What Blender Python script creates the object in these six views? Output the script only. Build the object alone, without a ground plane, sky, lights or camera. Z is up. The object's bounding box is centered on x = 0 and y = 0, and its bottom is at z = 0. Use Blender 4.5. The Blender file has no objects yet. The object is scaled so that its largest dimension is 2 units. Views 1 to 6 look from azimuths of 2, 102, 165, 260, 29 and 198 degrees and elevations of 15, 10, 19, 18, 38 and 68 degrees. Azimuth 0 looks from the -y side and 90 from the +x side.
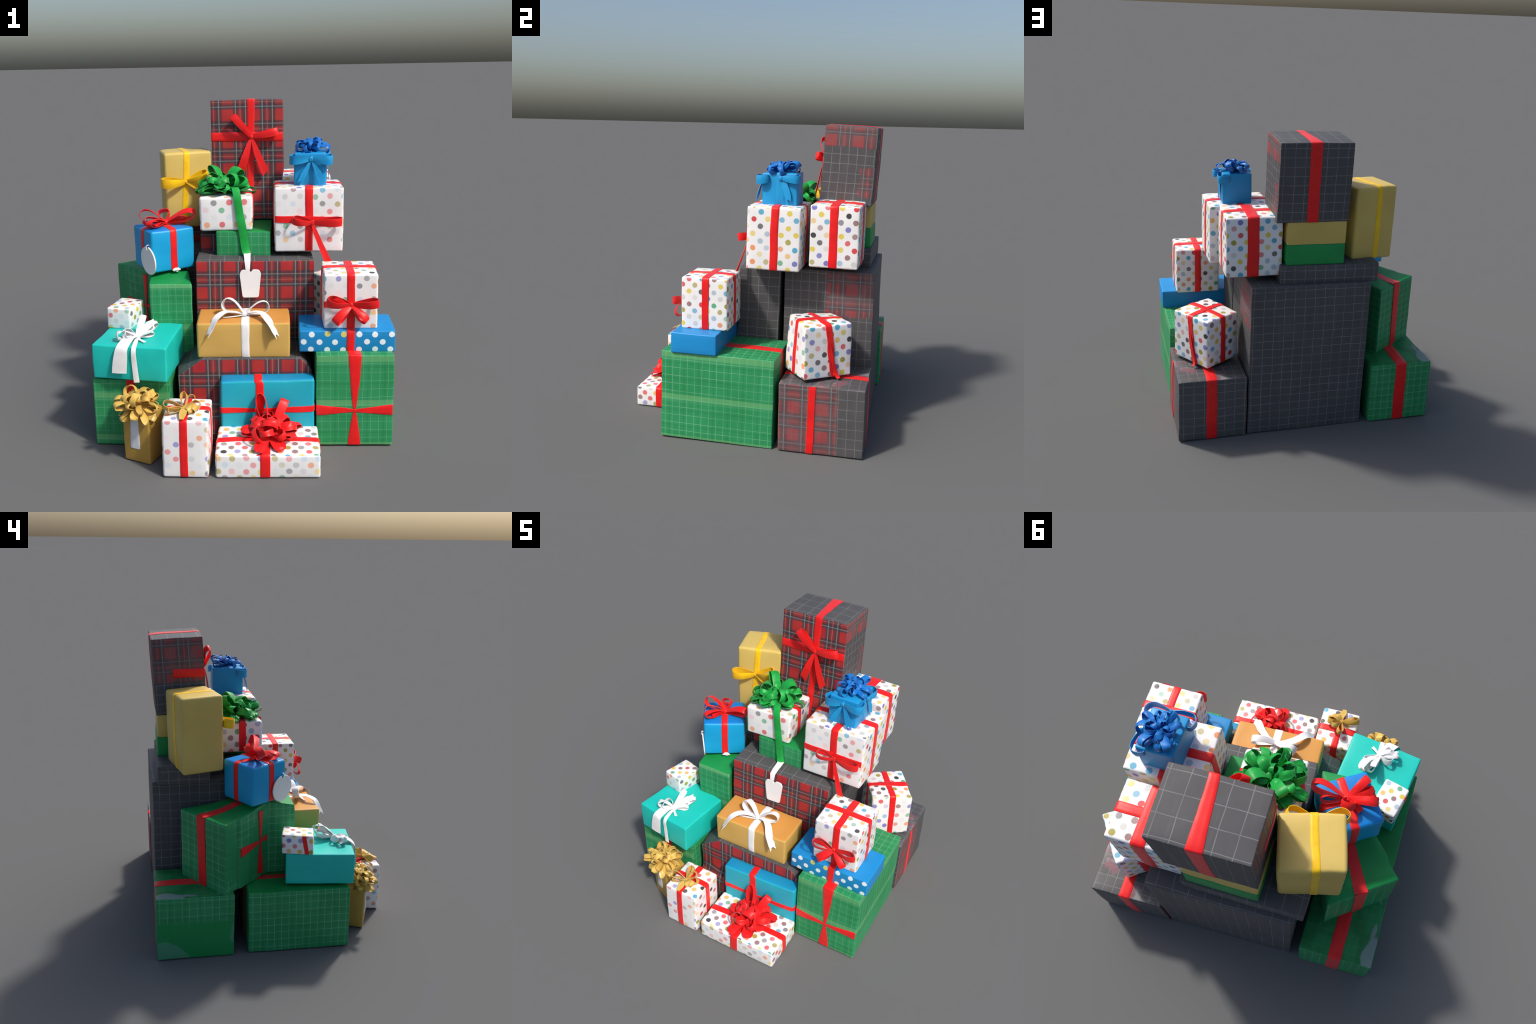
"""A stack of gift-wrapped boxes: papers, ribbons, tied bows, rosette bows and gift tags.
Every box is a rounded, slightly bulging parcel; ribbons are bands laid round it; bows are
swept ribbon loops.  All sizes in metres."""
import bpy, math, random
from math import sin, cos, pi, radians
from mathutils import Vector, Matrix, noise

rng = random.Random(11)
V = Vector

# ------------------------------------------------------------------ materials
class Nodes:
    def __init__(self, name, rough=0.5, spec=0.3):
        self.m = bpy.data.materials.new(name)
        self.m.use_nodes = True
        self.t = self.m.node_tree
        self.b = self.t.nodes['Principled BSDF']
        self.b.inputs['Roughness'].default_value = rough
        self.b.inputs['Specular IOR Level'].default_value = spec
        self.co = self.t.nodes.new('ShaderNodeTexCoord').outputs['Object']
        s = self.t.nodes.new('ShaderNodeSeparateXYZ')
        self.t.links.new(self.co, s.inputs[0])
        self.x, self.y, self.z = s.outputs
    def put(self, sock, val):
        if isinstance(val, bpy.types.NodeSocket):
            self.t.links.new(val, sock)
        elif val is not None:
            sock.default_value = val
    def math(self, op, a, b=None, c=None, clamp=False):
        n = self.t.nodes.new('ShaderNodeMath'); n.operation = op; n.use_clamp = clamp
        for i, v in enumerate((a, b, c)):
            self.put(n.inputs[i], v)
        return n.outputs[0]
    def mix(self, fac, a, b, blend='MIX'):
        n = self.t.nodes.new('ShaderNodeMix'); n.data_type = 'RGBA'; n.blend_type = blend
        self.put(n.inputs[0], fac)
        self.put(n.inputs[6], a if isinstance(a, bpy.types.NodeSocket) else (*a, 1))
        self.put(n.inputs[7], b if isinstance(b, bpy.types.NodeSocket) else (*b, 1))
        return n.outputs[2]
    def smooth(self, v, lo, hi):
        n = self.t.nodes.new('ShaderNodeMapRange'); n.interpolation_type = 'SMOOTHSTEP'
        self.put(n.inputs[0], v); n.inputs[1].default_value = lo; n.inputs[2].default_value = hi
        return n.outputs[0]
    def vec(self, a, b, c=0.0):
        n = self.t.nodes.new('ShaderNodeCombineXYZ')
        for i, v in enumerate((a, b, c)):
            self.put(n.inputs[i], v)
        return n.outputs[0]
    def noise(self, scale, detail=2.0, vec=None, rough=0.5):
        n = self.t.nodes.new('ShaderNodeTexNoise')
        self.put(n.inputs['Vector'], vec or self.co)
        n.inputs['Scale'].default_value = scale; n.inputs['Detail'].default_value = detail
        n.inputs['Roughness'].default_value = rough
        return n.outputs[0]
    def ramp(self, fac, stops, interp='CONSTANT'):
        n = self.t.nodes.new('ShaderNodeValToRGB'); cr = n.color_ramp; cr.interpolation = interp
        while len(cr.elements) < len(stops):
            cr.elements.new(1.0)
        for e, (p, c) in zip(cr.elements, stops):
            e.position = p; e.color = (*c, 1)
        self.put(n.inputs[0], fac)
        return n.outputs[0]
    def lines(self, t, period, width, phase=0.0):
        """1 on thin lines that repeat along t"""
        d = self.math('PINGPONG', self.math('ADD', t, phase + 10 * period), period / 2)
        return self.smooth(d, width / 2 + 0.0014, width / 2 - 0.0008)
    def done(self, col, bump=0.0, bscale=60.0):
        self.put(self.b.inputs['Base Color'], col)
        if bump:
            n = self.t.nodes.new('ShaderNodeBump'); n.inputs['Strength'].default_value = bump
            n.inputs['Distance'].default_value = 0.004
            self.put(n.inputs['Height'], self.noise(bscale, 3.0))
            self.t.links.new(n.outputs[0], self.b.inputs['Normal'])
        return self.m
    def axes(self, face):
        return {'F': (self.x, self.z), 'B': (self.x, self.z), 'L': (self.y, self.z),
                'R': (self.y, self.z), 'T': (self.x, self.y), 'D': (self.x, self.y)}[face]

CACHE = {}
def cached(fn):
    def w(*a):
        k = (fn.__name__,) + a
        if k not in CACHE:
            CACHE[k] = fn(*a)
        return CACHE[k]
    return w

CHARCOAL = (0.078, 0.076, 0.080)

def tartan_colour(n, u, v, ph):
    """woven sett: red squares where two red stripes cross, dim bands elsewhere, pale over-lines"""
    P = 0.176
    sett = [(0.0, 1.0), (0.35, 1.0), (0.39, 0.16), (0.53, 0.12), (0.57, 0.66), (0.70, 0.60), (0.74, 0.14), (0.93, 0.16), (0.97, 1.0)]
    def thread(t, p):
        f = n.math('FRACT', n.math('ADD', n.math('DIVIDE', t, P), p + 10))
        r = n.ramp(f, [(a, (b, b, b)) for a, b in sett], 'LINEAR')
        return n.math('ADD', r, 0.0), f
    a, fa = thread(u, ph)
    b, fb = thread(v, ph * 1.7 + 0.3)
    k = n.math('ADD', n.math('MULTIPLY', n.math('MULTIPLY', a, b), 0.80), n.math('MULTIPLY', n.math('ADD', a, b), 0.10), clamp=True)
    dark = n.mix(n.smooth(n.noise(11.0, 2.0), 0.35, 0.65), (0.042, 0.036, 0.042), (0.026, 0.036, 0.046))
    red = n.mix(n.smooth(n.noise(7.0, 2.0), 0.3, 0.7), (0.41, 0.036, 0.030), (0.35, 0.022, 0.030))
    col = n.mix(k, dark, red)
    for f, al in ((fa, 1.0), (fb, 0.75)):
        for c, w, colr, am in ((0.46, 0.014, (0.30, 0.33, 0.32), 0.55), (0.635, 0.010, (0.42, 0.24, 0.19), 0.40),
                               (0.835, 0.014, (0.36, 0.34, 0.30), 0.50), (0.41, 0.02, (0.03, 0.07, 0.085), 0.5), (0.79, 0.02, (0.03, 0.07, 0.085), 0.45)):
            q = n.smooth(n.math('ABSOLUTE', n.math('SUBTRACT', f, c)), w + 0.016, w - 0.008)
            col = n.mix(n.math('MULTIPLY', q, am * al), col, colr)
    return col

def charcoal_colour(n, u, v, ph, du, dv):
    base = n.mix(n.smooth(n.noise(5.0, 3.0), 0.35, 0.7), CHARCOAL, (0.088, 0.086, 0.088))
    wob = n.math('MULTIPLY', n.math('SUBTRACT', n.noise(6.0, 1.0), 0.5), 0.012)
    la = n.lines(n.math('ADD', u, wob), du, 0.0032, ph * 0.07)
    lb = n.lines(n.math('ADD', v, wob), dv, 0.0032, ph * 0.05)
    fade = n.smooth(n.noise(7.0, 2.0), 0.3, 0.62)
    k = n.math('MULTIPLY', n.math('MAXIMUM', la, lb), n.math('MULTIPLY_ADD', fade, 0.4, 0.35))
    col = n.mix(k, base, (0.23, 0.23, 0.235))
    # faint woven stripes between the lines
    st = n.smooth(n.noise(1.0, 2.0, n.vec(n.math('MULTIPLY', u, 60.0), n.math('MULTIPLY', v, 2.0))), 0.55, 0.75)
    return n.mix(n.math('MULTIPLY', st, 0.22), col, (0.16, 0.14, 0.14))

@cached
def tartan(face, ph=0.0, zone=''):
    """red tartan; zone is '' (all), 'none' (charcoal only) or mask terms 'z>0.2,y<0.1' where red shows"""
    n = Nodes('tartan_paper', 0.55, 0.25)
    u, v = n.axes(face)
    if zone == 'none':
        col = charcoal_colour(n, u, v, ph, 0.092 if face == 'T' else 0.068, 0.1 if face == 'T' else 0.058)
    elif not zone:
        col = tartan_colour(n, u, v, ph)
    else:
        a = tartan_colour(n, u, v, ph)
        b = charcoal_colour(n, u, v, ph, 0.055, 0.062)
        mask = None
        for alt in zone.split('|'):
            k = None
            for term in alt.split(','):
                s = {'x': n.x, 'y': n.y, 'z': n.z}[term[0]]
                c = float(term[2:])
                s = n.math('ADD', s, n.math('MULTIPLY', n.math('SUBTRACT', n.noise(9.0, 2.0), 0.5), 0.05))
                e = n.smooth(s, c - 0.012, c + 0.012) if term[1] == '>' else n.smooth(s, c + 0.012, c - 0.012)
                k = e if k is None else n.math('MULTIPLY', k, e)
            mask = k if mask is None else n.math('MAXIMUM', mask, k)
        pale = n.mix(n.math('MULTIPLY_ADD', n.smooth(n.noise(12.0, 3.0), 0.3, 0.7), 0.35, 0.22), a, (0.17, 0.115, 0.12))
        col = n.mix(n.math('MULTIPLY', mask, 0.85), b, pale)
    return n.done(col, 0.12)

@cached
def cloudy_charcoal(ph):
    n = Nodes('cloudy_charcoal_paper', 0.4, 0.35)
    col = charcoal_colour(n, n.x, n.y, ph, 0.06, 0.06)
    k = n.smooth(n.noise(6.5, 3.0), 0.50, 0.60)
    col = n.mix(n.math('MULTIPLY', k, 0.75), col, n.mix(n.smooth(n.noise(14.0, 1.0), 0.45, 0.6), (0.27, 0.26, 0.26), (0.22, 0.09, 0.11)))
    return n.done(col, 0.15)

@cached
def green_plaid(face, ph=0.0, style='grid'):
    n = Nodes('green_plaid_paper', 0.5, 0.3)
    u, v = n.axes(face)
    base = n.mix(n.smooth(n.noise(4.0, 2.0), 0.3, 0.7), (0.022, 0.245, 0.082), (0.030, 0.28, 0.105))
    if style == 'plain':
        base = n.mix(n.smooth(n.noise(6.0, 3.0), 0.35, 0.7), (0.007, 0.225, 0.050), (0.010, 0.265, 0.066))
        return n.done(base, 0.1)
    wob = n.math('MULTIPLY', n.math('SUBTRACT', n.noise(5.0, 1.0), 0.5), 0.008)
    u2, v2 = n.math('ADD', u, wob), n.math('ADD', v, wob)
    la = n.lines(u2, 0.048, 0.0026, ph * 0.05)
    lb = n.lines(v2, 0.052, 0.0026, ph * 0.03)
    fade = n.smooth(n.noise(6.0, 2.0), 0.25, 0.6)
    k = n.math('MULTIPLY', n.math('MAXIMUM', la, lb), n.math('MULTIPLY_ADD', fade, 0.35, 0.25))
    if style == 'bands' and face == 'F':
        k = n.math('MULTIPLY', k, 0.6)
    if style == 'sparse':
        k = n.math('MULTIPLY', k, n.smooth(n.noise(4.0, 1.0), 0.45, 0.55))
    # dark pairs of threads
    dkl = n.math('MAXIMUM', n.lines(u2, 0.096, 0.010, 0.02 + ph * 0.05), n.lines(v2, 0.104, 0.010, 0.02 + ph * 0.03))
    col = n.mix(n.math('MULTIPLY', dkl, 0.30), base, (0.010, 0.16, 0.05))
    if style == 'bands':
        band = n.lines(v, 0.275, 0.036, 0.1375 - 0.413 + 0.275 + ph)
        col = n.mix(n.math('MULTIPLY', band, 0.5), col, (0.16, 0.42, 0.17))
        band2 = n.lines(v, 0.275, 0.03, 0.02 + ph)
        col = n.mix(n.math('MULTIPLY', band2, 0.22), col, (0.10, 0.38, 0.17))
    col = n.mix(k, col, (0.22, 0.50, 0.30))
    if style in ('patch', 'painted_glare'):
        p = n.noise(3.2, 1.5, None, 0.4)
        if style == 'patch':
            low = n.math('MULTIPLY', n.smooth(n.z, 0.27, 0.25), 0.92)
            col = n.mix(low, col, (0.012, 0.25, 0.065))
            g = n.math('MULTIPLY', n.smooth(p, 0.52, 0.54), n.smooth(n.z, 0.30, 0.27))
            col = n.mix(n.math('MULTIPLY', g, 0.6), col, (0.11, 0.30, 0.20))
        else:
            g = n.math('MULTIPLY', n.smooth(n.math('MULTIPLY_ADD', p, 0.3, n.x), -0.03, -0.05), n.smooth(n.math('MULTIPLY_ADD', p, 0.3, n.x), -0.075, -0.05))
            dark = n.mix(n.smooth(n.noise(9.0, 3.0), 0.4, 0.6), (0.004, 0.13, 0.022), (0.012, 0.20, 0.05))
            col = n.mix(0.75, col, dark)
            col = n.mix(n.math('MULTIPLY', n.smooth(n.math('MULTIPLY_ADD', p, 0.25, n.x), -0.055, -0.065), n.smooth(n.noise(5.0, 1.0), 0.46, 0.48)), col, (0.17, 0.25, 0.22))  # grey-green glare painted into the lid colour
    return n.done(col, 0.1)

@cached
def plain(name, a, b, rough=0.45, bump=0.1):
    n = Nodes(name, rough, 0.32)
    return n.done(n.mix(n.smooth(n.noise(5.0, 2.5), 0.3, 0.7), a, b), bump, 45.0)

DOTS = [(0.80, 0.62, 0.10), (0.09, 0.42, 0.62), (0.17, 0.16, 0.18), (0.78, 0.16, 0.18), (0.85, 0.33, 0.14), (0.88, 0.74, 0.74),
        (0.12, 0.44, 0.24), (0.74, 0.76, 0.76), (0.42, 0.36, 0.06), (0.56, 0.70, 0.82), (0.05, 0.05, 0.055), (0.22, 0.21, 0.55),
        (0.86, 0.52, 0.16), (0.84, 0.82, 0.78), (0.70, 0.05, 0.06), (0.34, 0.20, 0.20)]

@cached
def dotted(face, ph=0.0, spacing=0.066, radius=0.0165, pale=0.0):
    n = Nodes('polka_dot_paper', 0.42, 0.35)
    u, v = n.axes(face)
    s = 0.7071 / spacing
    p = n.vec(n.math('MULTIPLY_ADD', n.math('ADD', u, v), s, 7.3 * ph + 20), n.math('MULTIPLY_ADD', n.math('SUBTRACT', v, u), s, 3.1 * ph + 20))
    vo = n.t.nodes.new('ShaderNodeTexVoronoi'); vo.voronoi_dimensions = '2D'
    vo.inputs['Scale'].default_value = 1.0; vo.inputs['Randomness'].default_value = 0.10
    n.put(vo.inputs['Vector'], p)
    wob = n.math('MULTIPLY', n.math('SUBTRACT', n.noise(40.0, 1.0), 0.5), 0.08)
    k = n.smooth(n.math('ADD', vo.outputs['Distance'], wob), radius / spacing + 0.055, radius / spacing - 0.02)
    sep = n.t.nodes.new('ShaderNodeSeparateColor'); n.t.links.new(vo.outputs['Color'], sep.inputs[0])
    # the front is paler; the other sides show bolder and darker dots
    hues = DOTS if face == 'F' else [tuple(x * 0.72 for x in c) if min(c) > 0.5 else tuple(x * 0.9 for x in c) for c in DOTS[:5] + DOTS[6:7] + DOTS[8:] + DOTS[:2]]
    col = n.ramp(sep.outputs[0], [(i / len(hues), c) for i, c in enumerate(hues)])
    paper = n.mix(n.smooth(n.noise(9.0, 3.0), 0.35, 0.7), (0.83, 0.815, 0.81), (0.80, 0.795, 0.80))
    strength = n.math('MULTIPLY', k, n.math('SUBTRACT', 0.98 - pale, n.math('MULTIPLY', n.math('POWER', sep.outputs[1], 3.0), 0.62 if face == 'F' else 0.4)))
    return n.done(n.mix(strength, paper, col), 0.14, 35.0)

@cached
def spotted_blue(face):
    n = Nodes('blue_spotted_paper', 0.42, 0.35)
    u, v = n.axes(face)
    s = 0.7071 / 0.066
    p = n.vec(n.math('MULTIPLY_ADD', n.math('ADD', u, v), s, 20.12), n.math('MULTIPLY_ADD', n.math('SUBTRACT', v, u), s, 20.62))
    vo = n.t.nodes.new('ShaderNodeTexVoronoi'); vo.voronoi_dimensions = '2D'
    vo.inputs['Scale'].default_value = 1.0; vo.inputs['Randomness'].default_value = 0.12
    n.put(vo.inputs['Vector'], p)
    k = n.smooth(vo.outputs['Distance'], 0.29, 0.23)
    sep = n.t.nodes.new('ShaderNodeSeparateColor'); n.t.links.new(vo.outputs['Color'], sep.inputs[0])
    spot = n.mix(n.math('GREATER_THAN', sep.outputs[0], 0.66), (0.80, 0.86, 0.90), (0.60, 0.55, 0.16))
    return n.done(n.mix(k, (0.012, 0.235, 0.52), spot), 0.08)

def satin(name, a, b, rough=0.42):
    k = ('satin', name)
    if k not in CACHE:
        n = Nodes(name, rough, 0.35)
        n.b.inputs['Sheen Weight'].default_value = 0.08
        col = n.mix(n.smooth(n.noise(14.0, 2.0), 0.3, 0.7), a, b)
        CACHE[k] = n.done(col, 0.08, 120.0)
    return CACHE[k]

RED = satin('red_satin', (0.80, 0.011, 0.011), (0.72, 0.008, 0.010))
YELLOW = satin('yellow_satin', (0.92, 0.58, 0.008), (0.84, 0.48, 0.008))
WHITE = satin('white_satin', (0.86, 0.85, 0.85), (0.82, 0.82, 0.82))
GREEN = satin('green_satin', (0.008, 0.36, 0.056), (0.006, 0.27, 0.040))
BLUE = satin('blue_satin', (0.006, 0.12, 0.46), (0.008, 0.18, 0.54))
SKY = satin('sky_blue_satin', (0.010, 0.29, 0.60), (0.010, 0.26, 0.58))
GOLD = satin('gold_satin', (0.66, 0.45, 0.11), (0.60, 0.36, 0.07), 0.33)
SILVER = satin('silver_label', (0.66, 0.68, 0.72), (0.62, 0.64, 0.68), 0.4)
CARD = satin('white_card', (0.84, 0.82, 0.81), (0.82, 0.80, 0.79), 0.6)

# ------------------------------------------------------------------ mesh helpers
def new_mesh(name, verts, faces, mats, index=None, parent=None, sharp=38.0):
    me = bpy.data.meshes.new(name)
    me.from_pydata([tuple(v) for v in verts], [], faces)
    for m in mats:
        me.materials.append(m)
    if index:
        me.polygons.foreach_set('material_index', index)
    me.polygons.foreach_set('use_smooth', [True] * len(me.polygons))
    me.set_sharp_from_angle(angle=radians(sharp))
    me.update()
    o = bpy.data.objects.new(name, me)
    bpy.context.scene.collection.objects.link(o)
    o.parent = parent
    return o

class Gift:
    def __init__(self, label, pos, size, yaw=0.0, tilt=(0.0, 0.0), papers=None, radius=0.008, wob=0.0022,
                 corners=None, shape=None, category='gift box', puff=0.004):
        a, b, c = radians(yaw), radians(tilt[0]), radians(tilt[1])
        R = Matrix.Rotation(a, 3, 'Z') @ Matrix.Rotation(b, 3, 'X') @ Matrix.Rotation(c, 3, 'Y')
        self.o = bpy.data.objects.new('gift_box', None)
        self.o.empty_display_size = 0.05
        self.o.location = pos
        self.o.rotation_euler = R.to_euler()
        self.o['label'] = label
        self.o['category'] = category
        bpy.context.scene.collection.objects.link(self.o)
        self.M = Matrix.Translation(pos) @ R.to_4x4()
        self.s = V(size); self.r = radius; self.wob = wob; self.puff = puff
        self.seed = V((rng.random() * 50, rng.random() * 50, rng.random() * 50))
        self.corners = corners or {}
        self.shape = shape
        if papers:
            self.wrap(papers)

    def local(self, p):
        return self.M.inverted() @ V(p)

    def warp(self, p):
        """undistorted point on the box -> the slightly crumpled, skewed parcel"""
        sx, sy, sz = self.s
        q = V(p)
        for key, d in self.corners.items():
            wx = 0.5 + (0.5 if key[0] == 'R' else -0.5) * max(-1, min(1, 2 * p[0] / sx))
            wy = 0.5 + (0.5 if key[1] == 'B' else -0.5) * max(-1, min(1, 2 * p[1] / sy))
            t = max(0, min(1, p[2] / sz))
            q += V(d) * (wx * wy * (t if key[2] == 'T' else 1 - t))
        a = [max(-1.0, min(1.0, 2 * p[0] / sx)), max(-1.0, min(1.0, 2 * p[1] / sy)), max(-1.0, min(1.0, 2 * p[2] / sz - 1))]
        for i in range(3):          # paper puffs out a little over every side
            j, k = (i + 1) % 3, (i + 2) % 3
            puff = 0.0022 + self.puff * (1 - a[j] ** 4) * (1 - a[k] ** 4)
            if i < 2 or a[2] > 0:
                q[i] += a[i] ** 3 * puff
        if self.shape:
            q = self.shape(q, self.s)
        n = noise.noise_vector(V(p) * 7.0 + self.seed) * self.wob + noise.noise_vector(V(p) * 21.0 + self.seed) * (self.wob * 0.35)
        if p[2] < 0.03:
            n.z *= 0.1
        q += n
        w = self.M @ q
        if w.z < 0.0:
            w.z = 0.0
            q = self.M.inverted() @ w
        return q

    def wrap(self, papers):
        """rounded box from six grids; each side can have a paper of its own"""
        sx, sy, sz = self.s
        r = self.r
        c0 = V((0, 0, sz / 2)); h = V((sx / 2, sy / 2, sz / 2))
        def ticks(half):
            arc = [-half + r * (1 - math.tan(pi / 4 * (1 - i / 4))) for i in range(5)]
            k = max(4, int(2 * (half - r) / 0.028))
            mid = [-half + r + 2 * (half - r) * i / k for i in range(1, k)]
            return arc + mid + [-t for t in reversed(arc)]
        T = [ticks(h[i]) for i in range(3)]
        verts, faces, idx, key = [], [], [], {}
        order = 'FBLRTD'
        mats = [papers.get(f, papers.get('*')) for f in order]
        def vid(p):
            k = (round(p[0], 5), round(p[1], 5), round(p[2], 5))
            if k not in key:
                inner = V([max(-(h[i] - r), min(h[i] - r, p[i])) for i in range(3)])
                d = V(p) - inner
                if d.length > 1e-9:
                    d = d.normalized() * r
                q = inner + d + c0
                key[k] = len(verts); verts.append(self.warp(q))
            return key[k]
        spec = {'F': (0, 2, 1, -1), 'B': (0, 2, 1, 1), 'L': (1, 2, 0, -1), 'R': (1, 2, 0, 1), 'T': (0, 1, 2, 1), 'D': (0, 1, 2, -1)}
        for fi, f in enumerate(order):
            a, b, c, sg = spec[f]
            for i in range(len(T[a]) - 1):
                for j in range(len(T[b]) - 1):
                    quad = []
                    for (ii, jj) in ((i, j), (i + 1, j), (i + 1, j + 1), (i, j + 1)):
                        p = [0, 0, 0]; p[a] = T[a][ii]; p[b] = T[b][jj]; p[c] = sg * h[c]
                        quad.append(vid(p))
                    flip = (sg > 0) != ((a, b) in ((0, 1), (1, 2)))
                    if flip:
                        quad.reverse()
                    faces.append(quad); idx.append(fi)
        new_mesh('wrapping', verts, faces, mats, idx, self.o, 50)

    def loop_path(self, plane, t):
        """points, normals and side letters once round the box in a plane"""
        sx, sy, sz = self.s
        if plane == 'YZ':
            ha, hb, names = sy / 2, sz / 2, 'DBTF'
            to3 = lambda a, b: V((0, a, b + sz / 2)); side = V((1, 0, 0))
        elif plane == 'XZ':
            ha, hb, names = sx / 2, sz / 2, 'DRTL'
            to3 = lambda a, b: V((a, 0, b + sz / 2)); side = V((0, 1, 0))
        else:
            ha, hb, names = sx / 2, sy / 2, 'FRBL'
            to3 = lambda a, b: V((a, b, sz / 2)); side = V((0, 0, 1))
        r = self.r
        pts = []
        runs = [((-(ha - r), -hb), (ha - r, -hb), (0, -1)), ((ha, -(hb - r)), (ha, hb - r), (1, 0)),
                ((ha - r, hb), (-(ha - r), hb), (0, 1)), ((-ha, hb - r), (-ha, -(hb - r)), (-1, 0))]
        cen = [(ha - r, -(hb - r)), (ha - r, hb - r), (-(ha - r), hb - r), (-(ha - r), -(hb - r))]
        for k in range(4):
            (a0, b0), (a1, b1), nn = runs[k]
            L = math.hypot(a1 - a0, b1 - b0); m = max(3, int(L / 0.02))
            for i in range(m + 1):
                f = i / m
                pts.append((to3(a0 + (a1 - a0) * f + nn[0] * t, b0 + (b1 - b0) * f + nn[1] * t), names[k]))
            n0 = math.atan2(nn[1], nn[0])
            for i in range(1, 4):
                an = n0 + pi / 2 * i / 4
                pts.append((to3(cen[k][0] + (r + t) * cos(an), cen[k][1] + (r + t) * sin(an)), names[k] if i < 2 else names[(k + 1) % 4]))
        return pts, side

    def band(self, plane, centre, width, sides, mat, keep=None, name='ribbon', thick=0.0028):
        """ribbon laid round the box; centre and width may be functions of the point"""
        if not hasattr(self, 'bands'):
            self.bands = 0
        thick += 0.0009 * self.bands      # crossing ribbons lie on each other
        self.bands += 1
        pts, side = self.loop_path(plane, 0.0)
        sel = [(p, s) for p, s in pts if s in sides and (keep is None or keep(p))]
        # make the selected run contiguous (rotate the cyclic list)
        full = [i for i, (p, s) in enumerate(pts) if s in sides and (keep is None or keep(p))]
        if len(full) < 2:
            return
        n = len(pts)
        closed = len(full) == n
        start = 0
        if not closed:
            fs = set(full)
            start = next(i for i in full if (i - 1) % n not in fs)
        seq = []
        i = start
        fs = set(full)
        while (i % n) in fs and len(seq) < n:
            seq.append(pts[i % n][0]); i += 1
        mid = V((0, 0, self.s.z / 2))
        ax = {'YZ': 0, 'XZ': 1, 'XY': 2}[plane]
        rows, verts, faces = [], [], []
        for k, p in enumerate(seq):
            c = centre(p) if callable(centre) else centre
            w = (width(p) if callable(width) else width) / 2 * (1 + 0.05 * noise.noise(p * 9 + self.seed))
            a = seq[max(0, k - 1)]; b = seq[min(len(seq) - 1, k + 1)]
            tan = (b - a).normalized()
            nor = tan.cross(side).normalized()
            if nor.dot(p - mid) < 0:
                nor = -nor
            row = []
            for f, hgt in ((-1, -0.002), (-1, thick * 0.6), (-0.93, thick), (-0.33, thick), (0.33, thick), (0.93, thick), (1, thick * 0.6), (1, -0.002)):
                q = V(p); q[ax] = c + f * w if plane != 'XY' else c + f * w
                q = self.warp(q) + nor * hgt
                row.append(len(verts)); verts.append(q)
            rows.append(row)
        for r0, r1 in zip(rows, rows[1:]):
            for j in range(7):
                faces.append((r0[j], r0[j + 1], r1[j + 1], r1[j]))
        faces.append(tuple(rows[0])); faces.append(tuple(reversed(rows[-1])))
        return new_mesh(name, verts, faces, [mat], None, self.o, 42)

    def frame(self, face, at):
        """origin, in-plane right, in-plane up, outward normal of a side (local coordinates)"""
        sx, sy, sz = self.s
        U, W, N = {'F': ((1, 0, 0), (0, 0, 1), (0, -1, 0)), 'B': ((-1, 0, 0), (0, 0, 1), (0, 1, 0)),
                   'L': ((0, -1, 0), (0, 0, 1), (-1, 0, 0)), 'R': ((0, 1, 0), (0, 0, 1), (1, 0, 0)),
                   'T': ((1, 0, 0), (0, 1, 0), (0, 0, 1))}[face]
        if face == 'T':
            o = V((at[0], at[1], sz))
        elif face in 'FB':
            o = V((at[0], -sy / 2 if face == 'F' else sy / 2, at[1]))
        else:
            o = V((-sx / 2 if face == 'L' else sx / 2, at[0], at[1]))
        return self.warp(o), V(U), V(W), V(N)

def catmull(P, n):
    """smooth resampling of tuples"""
    out = []
    m = len(P) - 1
    for k in range(n + 1):
        t = k / n * m
        i = min(int(t), m - 1); f = t - i
        p0, p1, p2, p3 = P[max(i - 1, 0)], P[i], P[i + 1], P[min(i + 2, m)]
        out.append(tuple(0.5 * (2 * b + (c - a) * f + (2 * a - 5 * b + 4 * c - d) * f * f + (3 * b - a - 3 * c + d) * f ** 3)
                         for a, b, c, d in zip(p0, p1, p2, p3)))
    return out

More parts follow.
